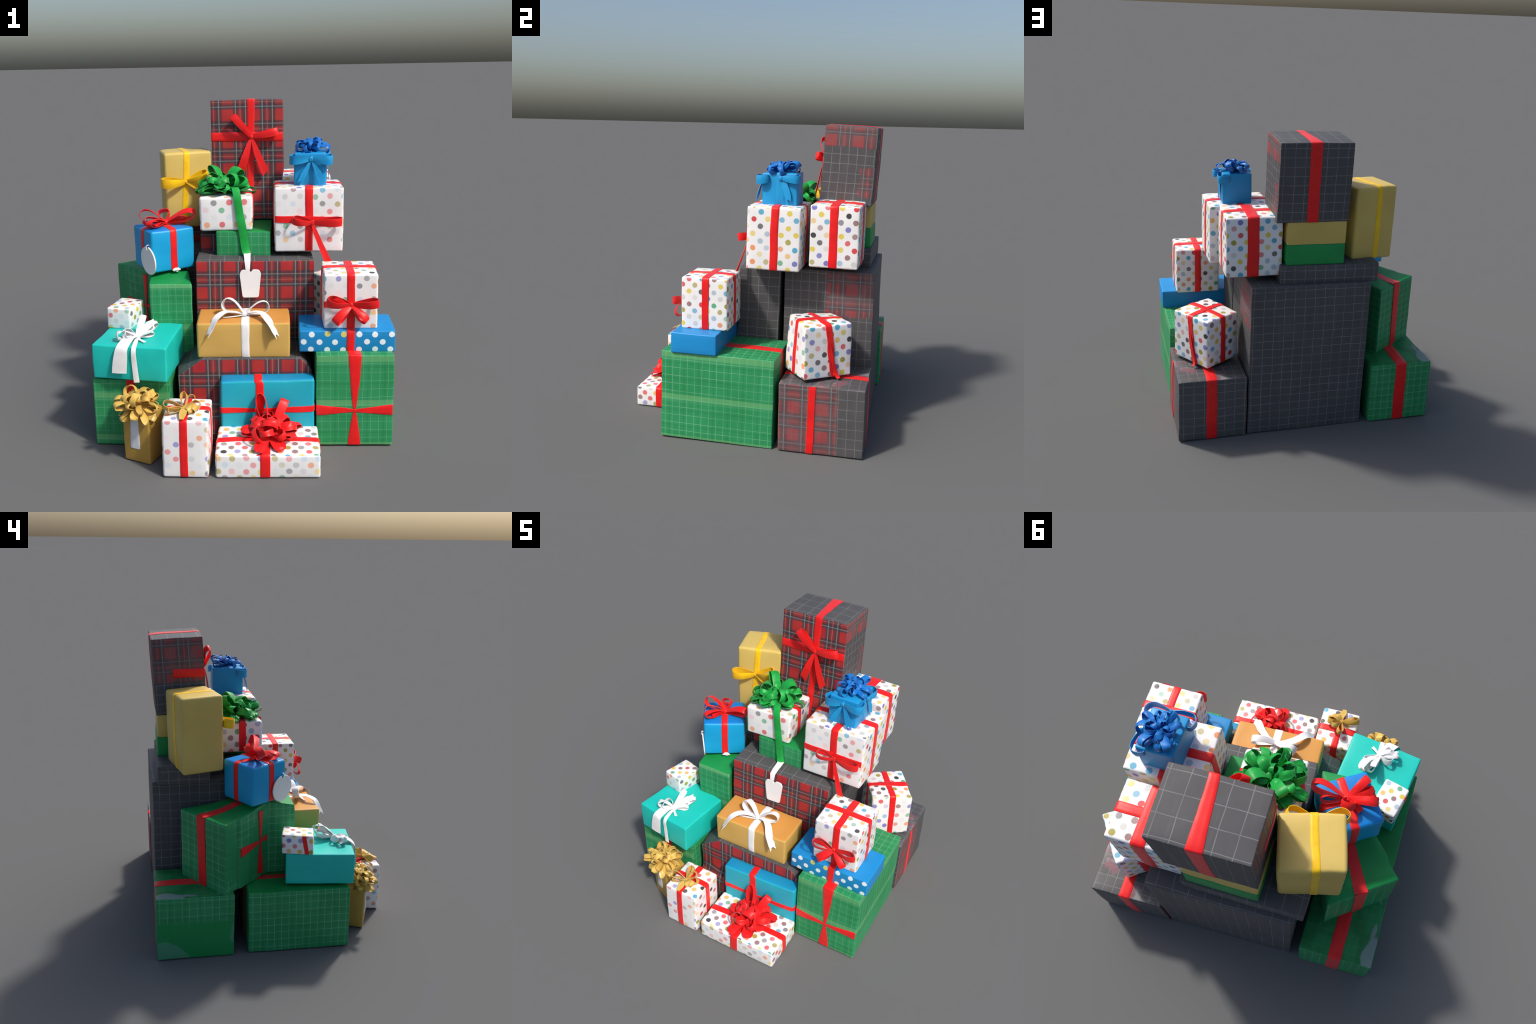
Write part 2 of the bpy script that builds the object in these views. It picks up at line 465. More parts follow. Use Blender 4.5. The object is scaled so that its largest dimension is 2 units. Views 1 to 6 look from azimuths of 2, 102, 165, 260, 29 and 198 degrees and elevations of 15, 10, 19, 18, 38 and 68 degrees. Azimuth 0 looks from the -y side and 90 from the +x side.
def strip(name, C, S, W, mat, parent, thick=0.003, cup=0.0, crease=0.0, end=None, seed=0.0):
    """ribbon swept along centres C with width directions S and widths W; end = how far each
    of the five columns runs past the last row (swallow-tail or slanted cut)"""
    n = len(C)
    cols = (-1, -0.5, 0, 0.5, 1)
    verts, faces, rows = [], [], []
    for i in range(n):
        t = (C[min(i + 1, n - 1)] - C[max(i - 1, 0)]).normalized()
        s = (S[i] - t * S[i].dot(t)).normalized()
        nn = t.cross(s).normalized()
        top, bot = [], []
        for j, f in enumerate(cols):
            q = C[i] + s * (f * W[i] / 2) + nn * (cup * W[i] * (1 - f * f))
            q += nn * (crease * W[i] * noise.noise(V((f * 1.6 + seed * 7, i * 0.35, seed * 13))))
            if end and i >= n - 2:
                q += t * end[j] * (1.0 if i == n - 1 else 0.35)
            th = thick / 2 * (0.75 if abs(f) == 1 else 1)
            top.append(len(verts)); verts.append(q + nn * th)
            bot.append(len(verts)); verts.append(q - nn * th)
        rows.append((top, bot))
    for (t0, b0), (t1, b1) in zip(rows, rows[1:]):
        for j in range(4):
            faces.append((t0[j], t1[j], t1[j + 1], t0[j + 1]))
            faces.append((b0[j], b0[j + 1], b1[j + 1], b1[j]))
        faces.append((t0[0], b0[0], b1[0], t1[0]))
        faces.append((t0[4], t1[4], b1[4], b0[4]))
    for (tt, bb), fl in ((rows[0], False), (rows[-1], True)):
        for j in range(4):
            q = (tt[j], tt[j + 1], bb[j + 1], bb[j])
            faces.append(tuple(reversed(q)) if fl else q)
    return new_mesh(name, verts, faces, [mat], None, parent, 45)

def blob(name, c, size, U, W, N, mat, parent, lump=0.25, seed=0.0):
    """crumpled knot"""
    verts, faces = [], []
    nu, nv = 14, 9
    for j in range(nv + 1):
        la = -pi / 2 + pi * j / nv
        for i in range(nu):
            lo = 2 * pi * i / nu
            d = V((cos(la) * cos(lo), cos(la) * sin(lo), sin(la)))
            k = 1 + lump * noise.noise(d * 1.8 + V((seed, seed * 2, 1)))
            d = V([math.copysign(abs(x) ** 0.75, x) for x in d]) * k
            verts.append(c + U * d.x * size[0] + W * d.y * size[1] + N * d.z * size[2])
    for j in range(nv):
        for i in range(nu):
            faces.append((j * nu + i, j * nu + (i + 1) % nu, (j + 1) * nu + (i + 1) % nu, (j + 1) * nu + i))
    return new_mesh(name, verts, faces, [mat], None, parent, 60)

class Bow:
    def __init__(self, gift, face, at, mat, knot=(0.014, 0.014, 0.012), up=0.012):
        self.o, self.U, self.W, self.N = gift.frame(face, at)
        self.mat = mat
        self.k = self.o + self.N * up
        self.seed = rng.random() * 30
        self.root = blob('bow', self.k, knot, self.U, self.W, self.N, mat, gift.o, 0.35, self.seed)
    def loop(self, ang, L, w, h, lift=0.0, roll=0.0, narrow=0.35, sag=0.0, crease=0.10, off=(0, 0, 0), thick=0.003, fat=1.0, tip=0.0, name='bow_loop'):
        a, l = radians(ang), radians(lift)
        D0 = self.U * cos(a) + self.W * sin(a)
        D = D0 * cos(l) + self.N * sin(l)
        H = self.N * cos(l) - D0 * sin(l)
        S = D.cross(H)
        rm = Matrix.Rotation(radians(roll), 3, D)
        H, S = rm @ H, rm @ S
        k = self.k + self.U * off[0] + self.W * off[1] + self.N * off[2]
        C, SS, WW = [], [], []
        n = 26
        for i in range(n + 1):
            ph = 2 * pi * i / n
            x = L * (0.5 - 0.5 * cos(ph)) ** 0.85
            y = h * sin(ph) * (abs(sin(ph / 2)) ** fat)
            p = k + D * x - H * (y * 0.62) - self.N * (sag * (x / L) ** 2)
            if (p - self.o).dot(self.N) < 0.004 and lift >= 0 and sag == 0:
                p += self.N * (0.004 - (p - self.o).dot(self.N))
            C.append(p)
            tw = 0.25 * noise.noise(V((self.seed + ang, i * 0.13, 2)))
            SS.append((S + H * tw).normalized())
            WW.append(w * (narrow + (1 - narrow) * min(1.0, abs(sin(ph / 2)) * 1.25) ** 0.8) * (1 - tip * math.exp(-((ph - pi) / 0.55) ** 2)))
        self.seed += 1.7
        return strip(name, C, SS, WW, self.mat, self.root, thick, 0.05, crease, None, self.seed)
    def tail(self, pts, end=None, crease=0.06, fixed=False, twist=None, thick=0.003, mat=None, name='bow_tail'):
        """pts: (u, v, n, width) from the knot"""
        P = catmull(pts, 5 * (len(pts) - 1))
        C = [self.k + self.U * p[0] + self.W * p[1] + self.N * p[2] for p in P]
        S = []
        for i in range(len(C)):
            t = (C[min(i + 1, len(C) - 1)] - C[max(i - 1, 0)]).normalized()
            s = t.cross(self.N)
            if s.length < 0.35:
                s = (S[-1] if S else self.U)
            s = self.U if fixed else s.normalized()
            if S and s.dot(S[-1]) < 0:
                s = -s
            if twist:
                s = (Matrix.Rotation(radians(twist) * i / len(C), 3, t) @ s)
            S.append(s)
        self.seed += 1.3
        return strip(name, C, S, [p[3] for p in P], mat or self.mat, self.root, thick, 0.03, crease, end, self.seed)
    def rosette(self, layers, seed, thick=0.003, crease=0.16, base=0.0, narrow=0.3):
        """layers of petals: (count, length, width, height, lift, phase, roll, pointedness)"""
        r = random.Random(seed)
        for cnt, L, w, h, lift, ph, roll, tip in layers:
            for i in range(cnt):
                self.loop(ph + 360.0 * i / cnt + r.uniform(-16, 16), L * r.uniform(0.82, 1.15), w * r.uniform(0.8, 1.2), h * r.uniform(0.65, 1.35),
                          lift + r.uniform(-9, 9), r.choice((-1, 1)) * r.uniform(0.1, 1.0) * roll, narrow, 0.0, crease, (0, 0, base), thick, 1.0, tip * r.uniform(0.5, 1.15))

def tag(name, outline, gift, O, U, W, N, mat, thick=0.006):
    """card cut to an outline, with a bevelled rim"""
    n = len(outline)
    c = V((sum(p[0] for p in outline) / n, sum(p[1] for p in outline) / n))
    verts, faces = [], []
    rings = ((1.0, -0.5), (1.0, 0.3), (0.985, 0.5))
    for k, hgt in rings:
        for p in outline:
            q = c + (V(p) - c) * k
            verts.append(O + U * q.x + W * q.y + N * (hgt * thick))
    for r in range(len(rings) - 1):
        for i in range(n):
            j = (i + 1) % n
            faces.append((r * n + i, r * n + j, (r + 1) * n + j, (r + 1) * n + i))
    faces.append(tuple(range(n - 1, -1, -1)))
    faces.append(tuple(range(2 * n, 3 * n)))
    return new_mesh(name, verts, faces, [mat], None, gift.o, 40)

def swallow(d):
    return (d, 0, -d, 0, d)
def slant(d):
    return (d, d / 2, 0, -d / 2, -d)

# ------------------------------------------------------------------ papers
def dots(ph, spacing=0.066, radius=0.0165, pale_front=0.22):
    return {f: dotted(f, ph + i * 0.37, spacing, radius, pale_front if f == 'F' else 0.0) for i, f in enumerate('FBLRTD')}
def tartans(ph, red='F', zones=None):
    d = {f: tartan(f, ph, '' if f in red else 'none') for f in 'FBLRTD'}
    for f, z in (zones or {}).items():
        d[f] = tartan(f, ph, z)
    return d
def greens(ph, styles):
    return {f: green_plaid(f, ph, styles.get(f, 'grid')) for f in 'FBLRTD'}

KRAFT = plain('kraft_paper', (0.64, 0.47, 0.130), (0.60, 0.43, 0.115))
OCHRE = plain('ochre_paper', (0.62, 0.39, 0.105), (0.58, 0.36, 0.095), 0.4)
OCHRE_TOP = plain('ochre_paper_baked_sheen', (0.62, 0.285, 0.062), (0.64, 0.31, 0.075), 0.4)  # same ochre paper, tinted orange for the sheen on its upward side
BRONZE = plain('bronze_paper', (0.46, 0.285, 0.065), (0.42, 0.25, 0.05), 0.4)
CYAN = plain('cyan_paper', (0.014, 0.36, 0.50), (0.018, 0.39, 0.49), 0.4)
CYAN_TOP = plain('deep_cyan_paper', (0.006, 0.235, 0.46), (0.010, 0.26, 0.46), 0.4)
TEAL = plain('teal_paper', (0.012, 0.50, 0.43), (0.014, 0.53, 0.46), 0.4)
AZURE = plain('azure_paper', (0.007, 0.31, 0.62), (0.010, 0.34, 0.63), 0.4)
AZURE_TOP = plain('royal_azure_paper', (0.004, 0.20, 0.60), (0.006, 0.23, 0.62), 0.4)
COBALT = plain('cobalt_paper', (0.012, 0.235, 0.56), (0.014, 0.25, 0.58), 0.4)
SKYP = plain('sky_blue_paper', (0.012, 0.27, 0.58), (0.016, 0.29, 0.60), 0.4)
EMERALD = plain('emerald_paper', (0.010, 0.25, 0.062), (0.014, 0.28, 0.07), 0.45)

# ------------------------------------------------------------------ the stack, from the ground up
# dark tartan tower at the back
Gift('tall dark charcoal tartan gift box at the back', (0.022, 0.517, 0.0), (0.805, 0.584, 1.056), 0.4, (0.1, -0.5),
     tartans(0.3, '', {'R': 'y>-0.01,z>0.76'}), 0.006, 0.003)

g = Gift('dark tartan box with crossed red ribbon', (0.662, 0.558, 0.003), (0.448, 0.523, 0.433), 0.2, (0.2, -0.3),
         {**tartans(0.12, '', {'R': 'y<0.1', 'L': ''}), 'T': cloudy_charcoal(0.4)}, 0.006, 0.003)
g.band('YZ', lambda p: 0.01, 0.070, 'TB', RED)
g.band('XZ', lambda p: -0.056 - 0.008 * (1 - p.z / 0.43), 0.044, 'R', RED)

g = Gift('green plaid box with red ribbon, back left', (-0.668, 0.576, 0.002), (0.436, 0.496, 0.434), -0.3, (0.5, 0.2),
         greens(0.2, {'T': 'painted_glare', 'L': 'patch', 'B': 'grid', 'F': 'grid'}), 0.007, 0.003)
g.band('YZ', 0.002, 0.080, 'TBF', RED)

g = Gift('long green plaid box, front left', (-0.662, -0.117, 0.001), (0.457, 0.672, 0.426), -1.7, (-0.2, 0.6),
         greens(0.5, {'T': 'plain', 'F': 'bands', 'L': 'grid'}), 0.007, 0.003)
g.band('YZ', 0.0, 0.056, 'TBF', RED)

g = Gift('green plaid box with pinched red cross ribbon', (0.653, -0.108, 0.003), (0.449, 0.724, 0.569), 0.0, (-0.7, 0.0),
         greens(0.0, {'F': 'bands', 'R': 'bands', 'T': 'grid'}), 0.006, 0.003)
def pinch_z(p):
    if p.y > -0.357:
        return 0.074
    d = abs(p.z - 0.226)
    return 0.012 + 0.064 * min(1.0, d / (0.33 if p.z > 0.226 else 0.2)) ** 0.8
g.band('YZ', 0.0, pinch_z, 'FTB', RED)
g.band('XY', lambda p: 0.229 + 0.0 * p.x, lambda p: 0.012 + 0.054 * min(1.0, abs(p.x) / 0.215) ** 0.8, 'F', RED)
blob('ribbon_knot', V((0, -0.369, 0.228)), (0.010, 0.006, 0.010), V((1, 0, 0)), V((0, 1, 0)), V((0, 0, 1)), RED, g.o)

# red tartan box under the ochre parcel: its upper front corners are folded down
def folded(q, s):
    x = abs(q.x) / (s.x / 2)
    k = 1.0 - max(0.0, (x - (0.62 if q.x < 0 else 0.86)) / (0.38 if q.x < 0 else 0.14)) * (0.185 if q.x < 0 else 0.13)
    y = q.y
    if q.x < 0:                      # only the front is narrower on the left
        q.x += 0.026 * max(0.0, min(1.0, (-0.10 - q.y) / 0.18)) * x
    if q.x < -0.10 and q.y < 0:      # lower left of the front swells forward
        y -= 0.055 * max(0.0, min(1.0, (0.30 - q.z) / 0.1)) * max(0.0, min(1.0, (-0.10 - q.x) / 0.04)) * min(1.0, -q.y / 0.25)
    return V((q.x, y, q.z * k))
Gift('wide red tartan box with folded corners', (-0.010, -0.120, 0.0), (0.816, 0.575, 0.535), 0.5, (0, 0),
     tartans(0.62, 'FLR'), 0.006, 0.003, None, folded)

g = Gift('slim cyan box with red ribbons', (0.137, -0.447, 0.0), (0.542, 0.096, 0.440), 2.6, (1.0, 0.2),
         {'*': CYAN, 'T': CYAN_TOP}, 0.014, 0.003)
g.band('YZ', lambda p: -0.045 - (0.008 if p.z > 0.43 else 0.0), 0.048, 'FT', RED, lambda p: p.z > 0.15)
g.band('XY', 0.258, lambda p: 0.020 + 0.016 * min(1, abs(p.x + 0.04) / 0.2), 'FRL', RED)

# ------------------------------------------------------------------ front row
g = Gift('flat polka dot box with big red rosette bow', (0.142, -0.653, 0.001), (0.578, 0.331, 0.139), 0.0, (0.3, 0.0),
         dots(0.0, 0.056, 0.0165, 0.2), 0.012, 0.003, {'LBT': (0, -0.018, 0.012)})
g.band('YZ', -0.014, 0.055, 'FTB', RED)
g.band('XZ', 0.0, 0.046, 'LTR', RED)
b = Bow(g, 'T', (0.010, 0.032), RED, (0.028, 0.028, 0.024), 0.03)
b.rosette([(8, 0.176, 0.074, 0.022, 1, 12, 12, 0.45), (9, 0.138, 0.046, 0.080, 18, 35, 75, 0.25), (7, 0.098, 0.046, 0.080, 48, 10, 80, 0.2), (2, 0.060, 0.040, 0.06, 74, 40, 80, 0.2)], 5, 0.0026, 0.2)
b.loop(112, 0.215, 0.052, 0.060, 57, 70, 0.4, crease=0.05, off=(-0.015, 0.01, 0.0))
b.loop(48, 0.195, 0.052, 0.045, 52, 40, 0.4, crease=0.05, off=(0.012, 0.01, 0.0))

g = Gift('small polka dot box with gold bow', (-0.314, -0.676, 0.001), (0.249, 0.278, 0.347), -0.3, (0.0, 0.9),
         dots(1.0, 0.062, 0.0155, 0.2), 0.013, 0.003)
g.band('YZ', lambda p: -0.008, 0.043, 'FTB', RED)
g.band('XZ', 0.006, 0.042, 'LTR', RED)
b = Bow(g, 'T', (-0.012, -0.042), GOLD, (0.014, 0.014, 0.012), 0.022)
b.loop(192, 0.125, 0.036, 0.05, 16, 55, 0.4)
b.loop(208, 0.10, 0.030, 0.035, 4, 30, 0.4)
b.loop(8, 0.090, 0.036, 0.045, 14, -50, 0.4)
b.loop(-22, 0.075, 0.040, 0.035, 10, 20, 0.4)
b.loop(98, 0.105, 0.034, 0.04, 24, 70, 0.4)
b.loop(50, 0.085, 0.034, 0.045, 34, -60, 0.4)
b.loop(-45, 0.060, 0.040, 0.035, 8, 10, 0.4)
b.tail([(0, 0, 0, 0.016), (0.004, -0.035, 0.014, 0.034), (0.0, -0.070, 0.002, 0.042), (-0.004, -0.106, -0.014, 0.022)], None)

g = Gift('bronze paper box with gold rosette bow', (-0.582, -0.575, 0.002), (0.171, 0.160, 0.296), -23.7, (0, 0.3),
         {'*': BRONZE}, 0.007, 0.003)
g.band('YZ', -0.006, lambda p: 0.050 + 0.018 * (1 - p.z / 0.3), 'F', SILVER, lambda p: p.z > 0.07, 'paper_label')
b = Bow(g, 'T', (-0.012, -0.030), GOLD, (0.034, 0.034, 0.03), 0.045)
b.rosette([(10, 0.140, 0.048, 0.020, -24, 0, 30, 0.75), (11, 0.130, 0.040, 0.046, 4, 20, 60, 0.5), (10, 0.108, 0.038, 0.056, 30, 5, 75, 0.3), (5, 0.082, 0.040, 0.052, 60, 30, 80, 0.3), (2, 0.060, 0.034, 0.045, 82, 0, 70, 0.2)], 21, 0.0024, 0.24)

# ------------------------------------------------------------------ left side
g = Gift('teal box with white tied bow', (-0.626, -0.283, 0.449), (0.443, 0.448, 0.208), -8.9, (-0.1, 0.2), {'*': TEAL}, 0.009, 0.003,
         {'RBT': (-0.012, -0.05, 0.006), 'RBD': (-0.012, -0.05, 0.0)})
b = Bow(g, 'T', (0.018, -0.118), WHITE, (0.022, 0.020, 0.015), 0.018)
b.loop(205, 0.115, 0.044, 0.050, 12, 20, 0.4, crease=0.3)
b.loop(225, 0.085, 0.034, 0.05, 18, 60, 0.4, crease=0.3)
b.loop(75, 0.135, 0.034, 0.055, 10, 65, 0.35, crease=0.3)
b.loop(48, 0.120, 0.030, 0.05, 20, -60, 0.35, crease=0.3)
b.loop(170, 0.085, 0.040, 0.05, 12, 65, 0.4)
b.loop(62, 0.165, 0.046, 0.06, 16, 30, 0.35, crease=0.3)
b.loop(86, 0.150, 0.036, 0.02, 38, 15, 0.35)
b.loop(40, 0.105, 0.036, 0.03, 2, 0, 0.35)
b.tail([(0, -0.005, 0.005, 0.04), (-0.025, -0.055, 0.012, 0.062), (-0.048, -0.118, -0.025, 0.070), (-0.060, -0.128, -0.095, 0.084), (-0.070, -0.130, -0.180, 0.088)], slant(0.006), 0.03, True)
b.tail([(0.01, -0.02, -0.004, 0.02), (0.016, -0.065, -0.008, 0.026), (0.018, -0.114, -0.04, 0.028), (0.020, -0.116, -0.12, 0.030), (0.030, -0.120, -0.235, 0.034)], None, 0.03, True)
b.tail([(0, 0, 0.0, 0.014), (0.03, -0.025, -0.008, 0.014), (0.065, -0.045, -0.012, 0.02)], None)

g = Gift('tiny polka dot box', (-0.747, -0.117, 0.660), (0.150, 0.197, 0.129), -14.9, (0.2, 0.7), dots(2.0, 0.052, 0.0145, 0.15), 0.009, 0.004)
g.band('XZ', lambda p: -0.042 - 0.02 * (1 - p.z / 0.13), 0.026, 'L', RED)

# green plaid box turned on its corner, with a bulge over the front block: footprint prism
def footprint_box():
    z0, z1 = 0.437, 0.916
    foot = [(-0.588, -0.130), (-0.323, -0.130), (-0.395, 0.222), (-0.548, 0.633), (-0.892, 0.383), (-0.804, 0.292), (-0.804, 0.274), (-0.598, 0.060)]
    G = Gift('green plaid box set askew with red ribbons', (-0.6, 0.25, z0), (0.5, 0.5, z1 - z0), 0, (0, 0), None)
    L = [V((x + 0.6, y - 0.25, 0)) for x, y in foot]
    # resample the outline with rounded corners
    ring, tagid = [], []
    n = len(L)
    for i in range(n):
        a, b, c = L[i - 1], L[i], L[(i + 1) % n]
        r = 0.012 if i in (0, 1) else 0.007
        d0 = (a - b).normalized() * r; d1 = (c - b).normalized() * r
        for k in range(5):
            f = k / 4
            p = (b + d0) * (1 - f) ** 2 + b * 2 * f * (1 - f) + (b + d1) * f * f
            ring.append(p); tagid.append(i if k == 4 else (i - 1) % n if k < 2 else i)
        m = max(1, int((c - b).length / 0.04))
        for k in range(1, m):
            ring.append(b + d1 + (c - b - d1 * 2) * (k / m)); tagid.append(i)
    H = z1 - z0
    cen = V((0.02, 0.0, 0))
    def top_z(p):
        q = p - V((0.075, -0.115, 0))
        bump = 0.050 * math.exp(-(q.x ** 2 + q.y ** 2) / 0.035)
        return H + bump + 0.006 * noise.noise(p * 9)
    verts, faces, idx = [], [], []
    levels = [0, 0.006] + [H * k / 12 for k in range(1, 12)] + ['e0', 'e1', 'e2']
    rows = []
    m = len(ring)
    for lv in levels:
        row = []
        for p in ring:
            q = V(p); tz = top_z(p); inw = 0.0
            if lv == 'e0': q.z = tz - 0.010
            elif lv == 'e1': q.z = tz - 0.003; inw = 0.003
            elif lv == 'e2': q.z = tz; inw = 0.010
            else: q.z = lv
            dirn = (cen - V((p.x, p.y, 0))).normalized()
            q += dirn * inw
            w = noise.noise_vector(q * 8) * 0.004
            row.append(len(verts)); verts.append(q + V((w.x, w.y, 0)))
        rows.append(row)
    shrink = [0.8, 0.55, 0.3, 0.1]
    for s in shrink:
        row = []
        for p in ring:
            q = cen + (V((p.x, p.y, 0)) - cen) * s
            q.z = top_z(q); row.append(len(verts)); verts.append(q)
        rows.append(row)
    nw = len(levels) - 1
    sidemat = {0: 0, 1: 1, 2: 1, 3: 3, 4: 4, 5: 4, 6: 4, 7: 1}
    for r in range(len(rows) - 1):
        for i in range(m):
            j = (i + 1) % m
            faces.append((rows[r][i], rows[r][j], rows[r + 1][j], rows[r + 1][i]))
            idx.append(2 if r >= nw - 1 else sidemat[tagid[i]])
    faces.append(tuple(rows[-1])); idx.append(2)
    faces.append(tuple(reversed(rows[0]))); idx.append(2)
    mats = [green_plaid('F', 0.35, 'bands'), green_plaid('R', 0.2, 'grid'), green_plaid('T', 0.0, 'plain'), green_plaid('B', 0.1, 'grid'), green_plaid('L', 0.7, 'sparse')]
    new_mesh('wrapping', verts, faces, mats, idx, G.o, 50)
    def flat(name, pts, nrm, wid):
        P = catmull([(*p, w) for p, w in zip(pts, wid)], 4 * (len(pts) - 1))
        C = [V(p[:3]) + nrm * 0.003 for p in P]
        S = [(C[min(i + 1, len(C) - 1)] - C[max(i - 1, 0)]).cross(nrm).normalized() for i in range(len(C))]
        strip(name, C, S, [p[3] for p in P], RED, G.o, 0.007)
    def on(i, f, z):
        a, c = L[i], L[(i + 1) % n]
        p = a + (c - a) * f
        return (p.x, p.y, z)
    def nrm(i):
        d = (L[(i + 1) % n] - L[i]).normalized()
        return V((d.y, -d.x, 0))
    flat('ribbon', [on(3, 0.5, 0.002), on(3, 0.49, 0.15), on(3, 0.48, 0.32), on(3, 0.47, H + 0.002)], nrm(3), [0.07, 0.07, 0.072, 0.076])
    mid = on(3, 0.47, H)
    tp = []
    for k in range(6):
        p = V(mid) * (1 - k / 6) + V((0.09, -0.12, 0)) * (k / 6)
        p.z = top_z(p); tp.append(tuple(p))
    flat('ribbon', tp, V((0, 0, 1)), [0.076, 0.07, 0.066, 0.06, 0.056, 0.05])
    nl = nrm(6)
    f0 = 0.27
    flat('ribbon', [on(6, 1 - f0, z) for z in (0.03, 0.13, 0.2, 0.262, 0.33, 0.42, H - 0.004)], nl, [0.06, 0.045, 0.024, 0.012, 0.024, 0.036, 0.042])
    flat('ribbon', [on(6, t, 0.262 - 0.02 * (0.73 - t)) for t in (0.02, 0.2, 0.4, 0.58, 0.73, 0.86, 0.97)], nl, [0.062, 0.054, 0.040, 0.024, 0.012, 0.028, 0.040])
footprint_box()

g = Gift('azure box with red tied bow and white tag', (-0.525, 0.136, 0.966), (0.288, 0.289, 0.263), 31.9, (-0.2, 0.2),
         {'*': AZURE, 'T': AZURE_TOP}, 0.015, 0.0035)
g.band('YZ', lambda p: 0.003 + (0.01 if p.y > 0.1 else 0.0), 0.044, 'FTB', RED)
g.band('XZ', -0.015, 0.042, 'LTR', RED)
b = Bow(g, 'T', (0.010, -0.016), RED, (0.020, 0.020, 0.016), 0.022)
b.loop(208, 0.160, 0.048, 0.050, 4, 10, 0.4)
b.loop(182, 0.150, 0.034, 0.060, 8, 35, 0.4)
b.loop(150, 0.168, 0.050, 0.075, 20, 20, 0.4)
b.loop(-37, 0.205, 0.046, 0.070, 18, 30, 0.35)
b.loop(-16, 0.140, 0.034, 0.050, 4, 40, 0.35)
b.loop(75, 0.090, 0.044, 0.075, 44, 75, 0.5)
b.tail([(0, 0, 0, 0.02), (-0.03, 0.04, 0.002, 0.032), (-0.05, 0.085, -0.008, 0.036)], None)
b.tail([(0, 0, 0, 0.02), (-0.045, -0.02, 0.004, 0.03), (-0.095, -0.055, -0.004, 0.036)], slant(0.01))
out = []
for k in range(44):
    a = pi / 2 + radians(9) + (2 * pi - radians(18)) * k / 43
    r = 1.0 + 0.02 * noise.noise(V((cos(a) * 2, sin(a) * 2, 3)))
    out.append((0.092 * cos(a) * r, 0.090 * sin(a) * r))
out += [(0.006, 0.075), (-0.004, 0.066), (-0.008, 0.076)]
tl = radians(4)
tag('gift_tag', out, g, V((-0.1545, -0.107, 0.078)), V((0.10, -1, 0)).normalized(), V((cos(pi / 2 + tl) * 0.7, 0, sin(pi / 2 + tl))).normalized(), V((-1, 0, 0)), CARD, 0.008)
strip('tag_string', [V((-0.156, -0.110, 0.142)), V((-0.168, -0.112, 0.158)), V((-0.164, -0.114, 0.178)), V((-0.15, -0.116, 0.182)), V((-0.144, -0.116, 0.165))],
      [V((0, 1, 0.2))] * 5, [0.007] * 5, CARD, g.o, 0.004)
blob('paper_scrap', V((0.01, -0.155, 0.006)), (0.022, 0.010, 0.010), V((1, 0, 0)), V((0, 1, 0)), V((0, 0, 1)), CARD, g.o, 0.8, 3)

# ------------------------------------------------------------------ middle
g = Gift('ochre box with white tied bow', (-0.001, -0.252, 0.535), (0.545, 0.258, 0.217), 0.5, (0.4, 0.1),
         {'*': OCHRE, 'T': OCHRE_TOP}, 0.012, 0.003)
g.band('YZ', 0.012, 0.047, 'FTB', WHITE)
b = Bow(g, 'T', (0.006, -0.030), WHITE, (0.018, 0.018, 0.012), 0.018)
b.loop(160, 0.150, 0.048, 0.085, 24, 12, 0.4, crease=0.04)
b.loop(12, 0.155, 0.042, 0.075, 17, -8, 0.35, crease=0.04)
b.tail([(0, 0, 0, 0.02), (-0.06, -0.012, 0.016, 0.034), (-0.118, -0.045, 0.026, 0.042), (-0.165, -0.098, 0.006, 0.046), (-0.197, -0.124, -0.055, 0.046), (-0.212, -0.132, -0.082, 0.044)], swallow(0.012), 0.03)
b.tail([(0, 0, 0, 0.02), (0.060, -0.014, 0.018, 0.034), (0.110, -0.055, 0.018, 0.044), (0.148, -0.108, -0.012, 0.050), (0.178, -0.128, -0.065, 0.050), (0.192, -0.134, -0.092, 0.048)], swallow(0.014), 0.03)
b.tail([(0, -0.01, -0.004, 0.012), (-0.06, -0.02, -0.010, 0.016), (-0.13, -0.03, -0.012, 0.014)], None, 0.02)

Gift('red tartan box in the middle of the stack', (0.060, 0.034, 0.537), (0.725, 0.280, 0.511), 2.1, (-1.2, 0.5),
     tartans(0.05, 'F'), 0.006, 0.003)
Gift('flat dark tartan box', (-0.116, 0.595, 1.056), (0.663, 0.345, 0.124), -0.5, (-0.1, -0.8), tartans(0.45, 'F'), 0.005, 0.0025)
Gift('short flat tartan box wedged behind the flat green plaid box', (-0.233, 0.288, 1.050), (0.106, 0.262, 0.116), -0.5, (0, 0), tartans(0.3, 'F'), 0.005, 0.0025)
Gift('flat green box', (-0.014, 0.616, 1.181), (0.387, 0.280, 0.136), -0.5, (0.8, -0.4), {'*': EMERALD}, 0.008, 0.0025)
Gift('flat kraft box', (-0.016, 0.608, 1.317), (0.389, 0.284, 0.158), -0.6, (0.7, -0.5), {'*': KRAFT}, 0.008, 0.0025)
Gift('flat green plaid box', (-0.005, 0.215, 1.050), (0.337, 0.354, 0.157), -0.9, (0.4, 0.4),
     greens(0.9, {'F': 'bands', 'T': 'plain', 'L': 'plain', 'R': 'plain', 'B': 'plain'}), 0.006, 0.003)

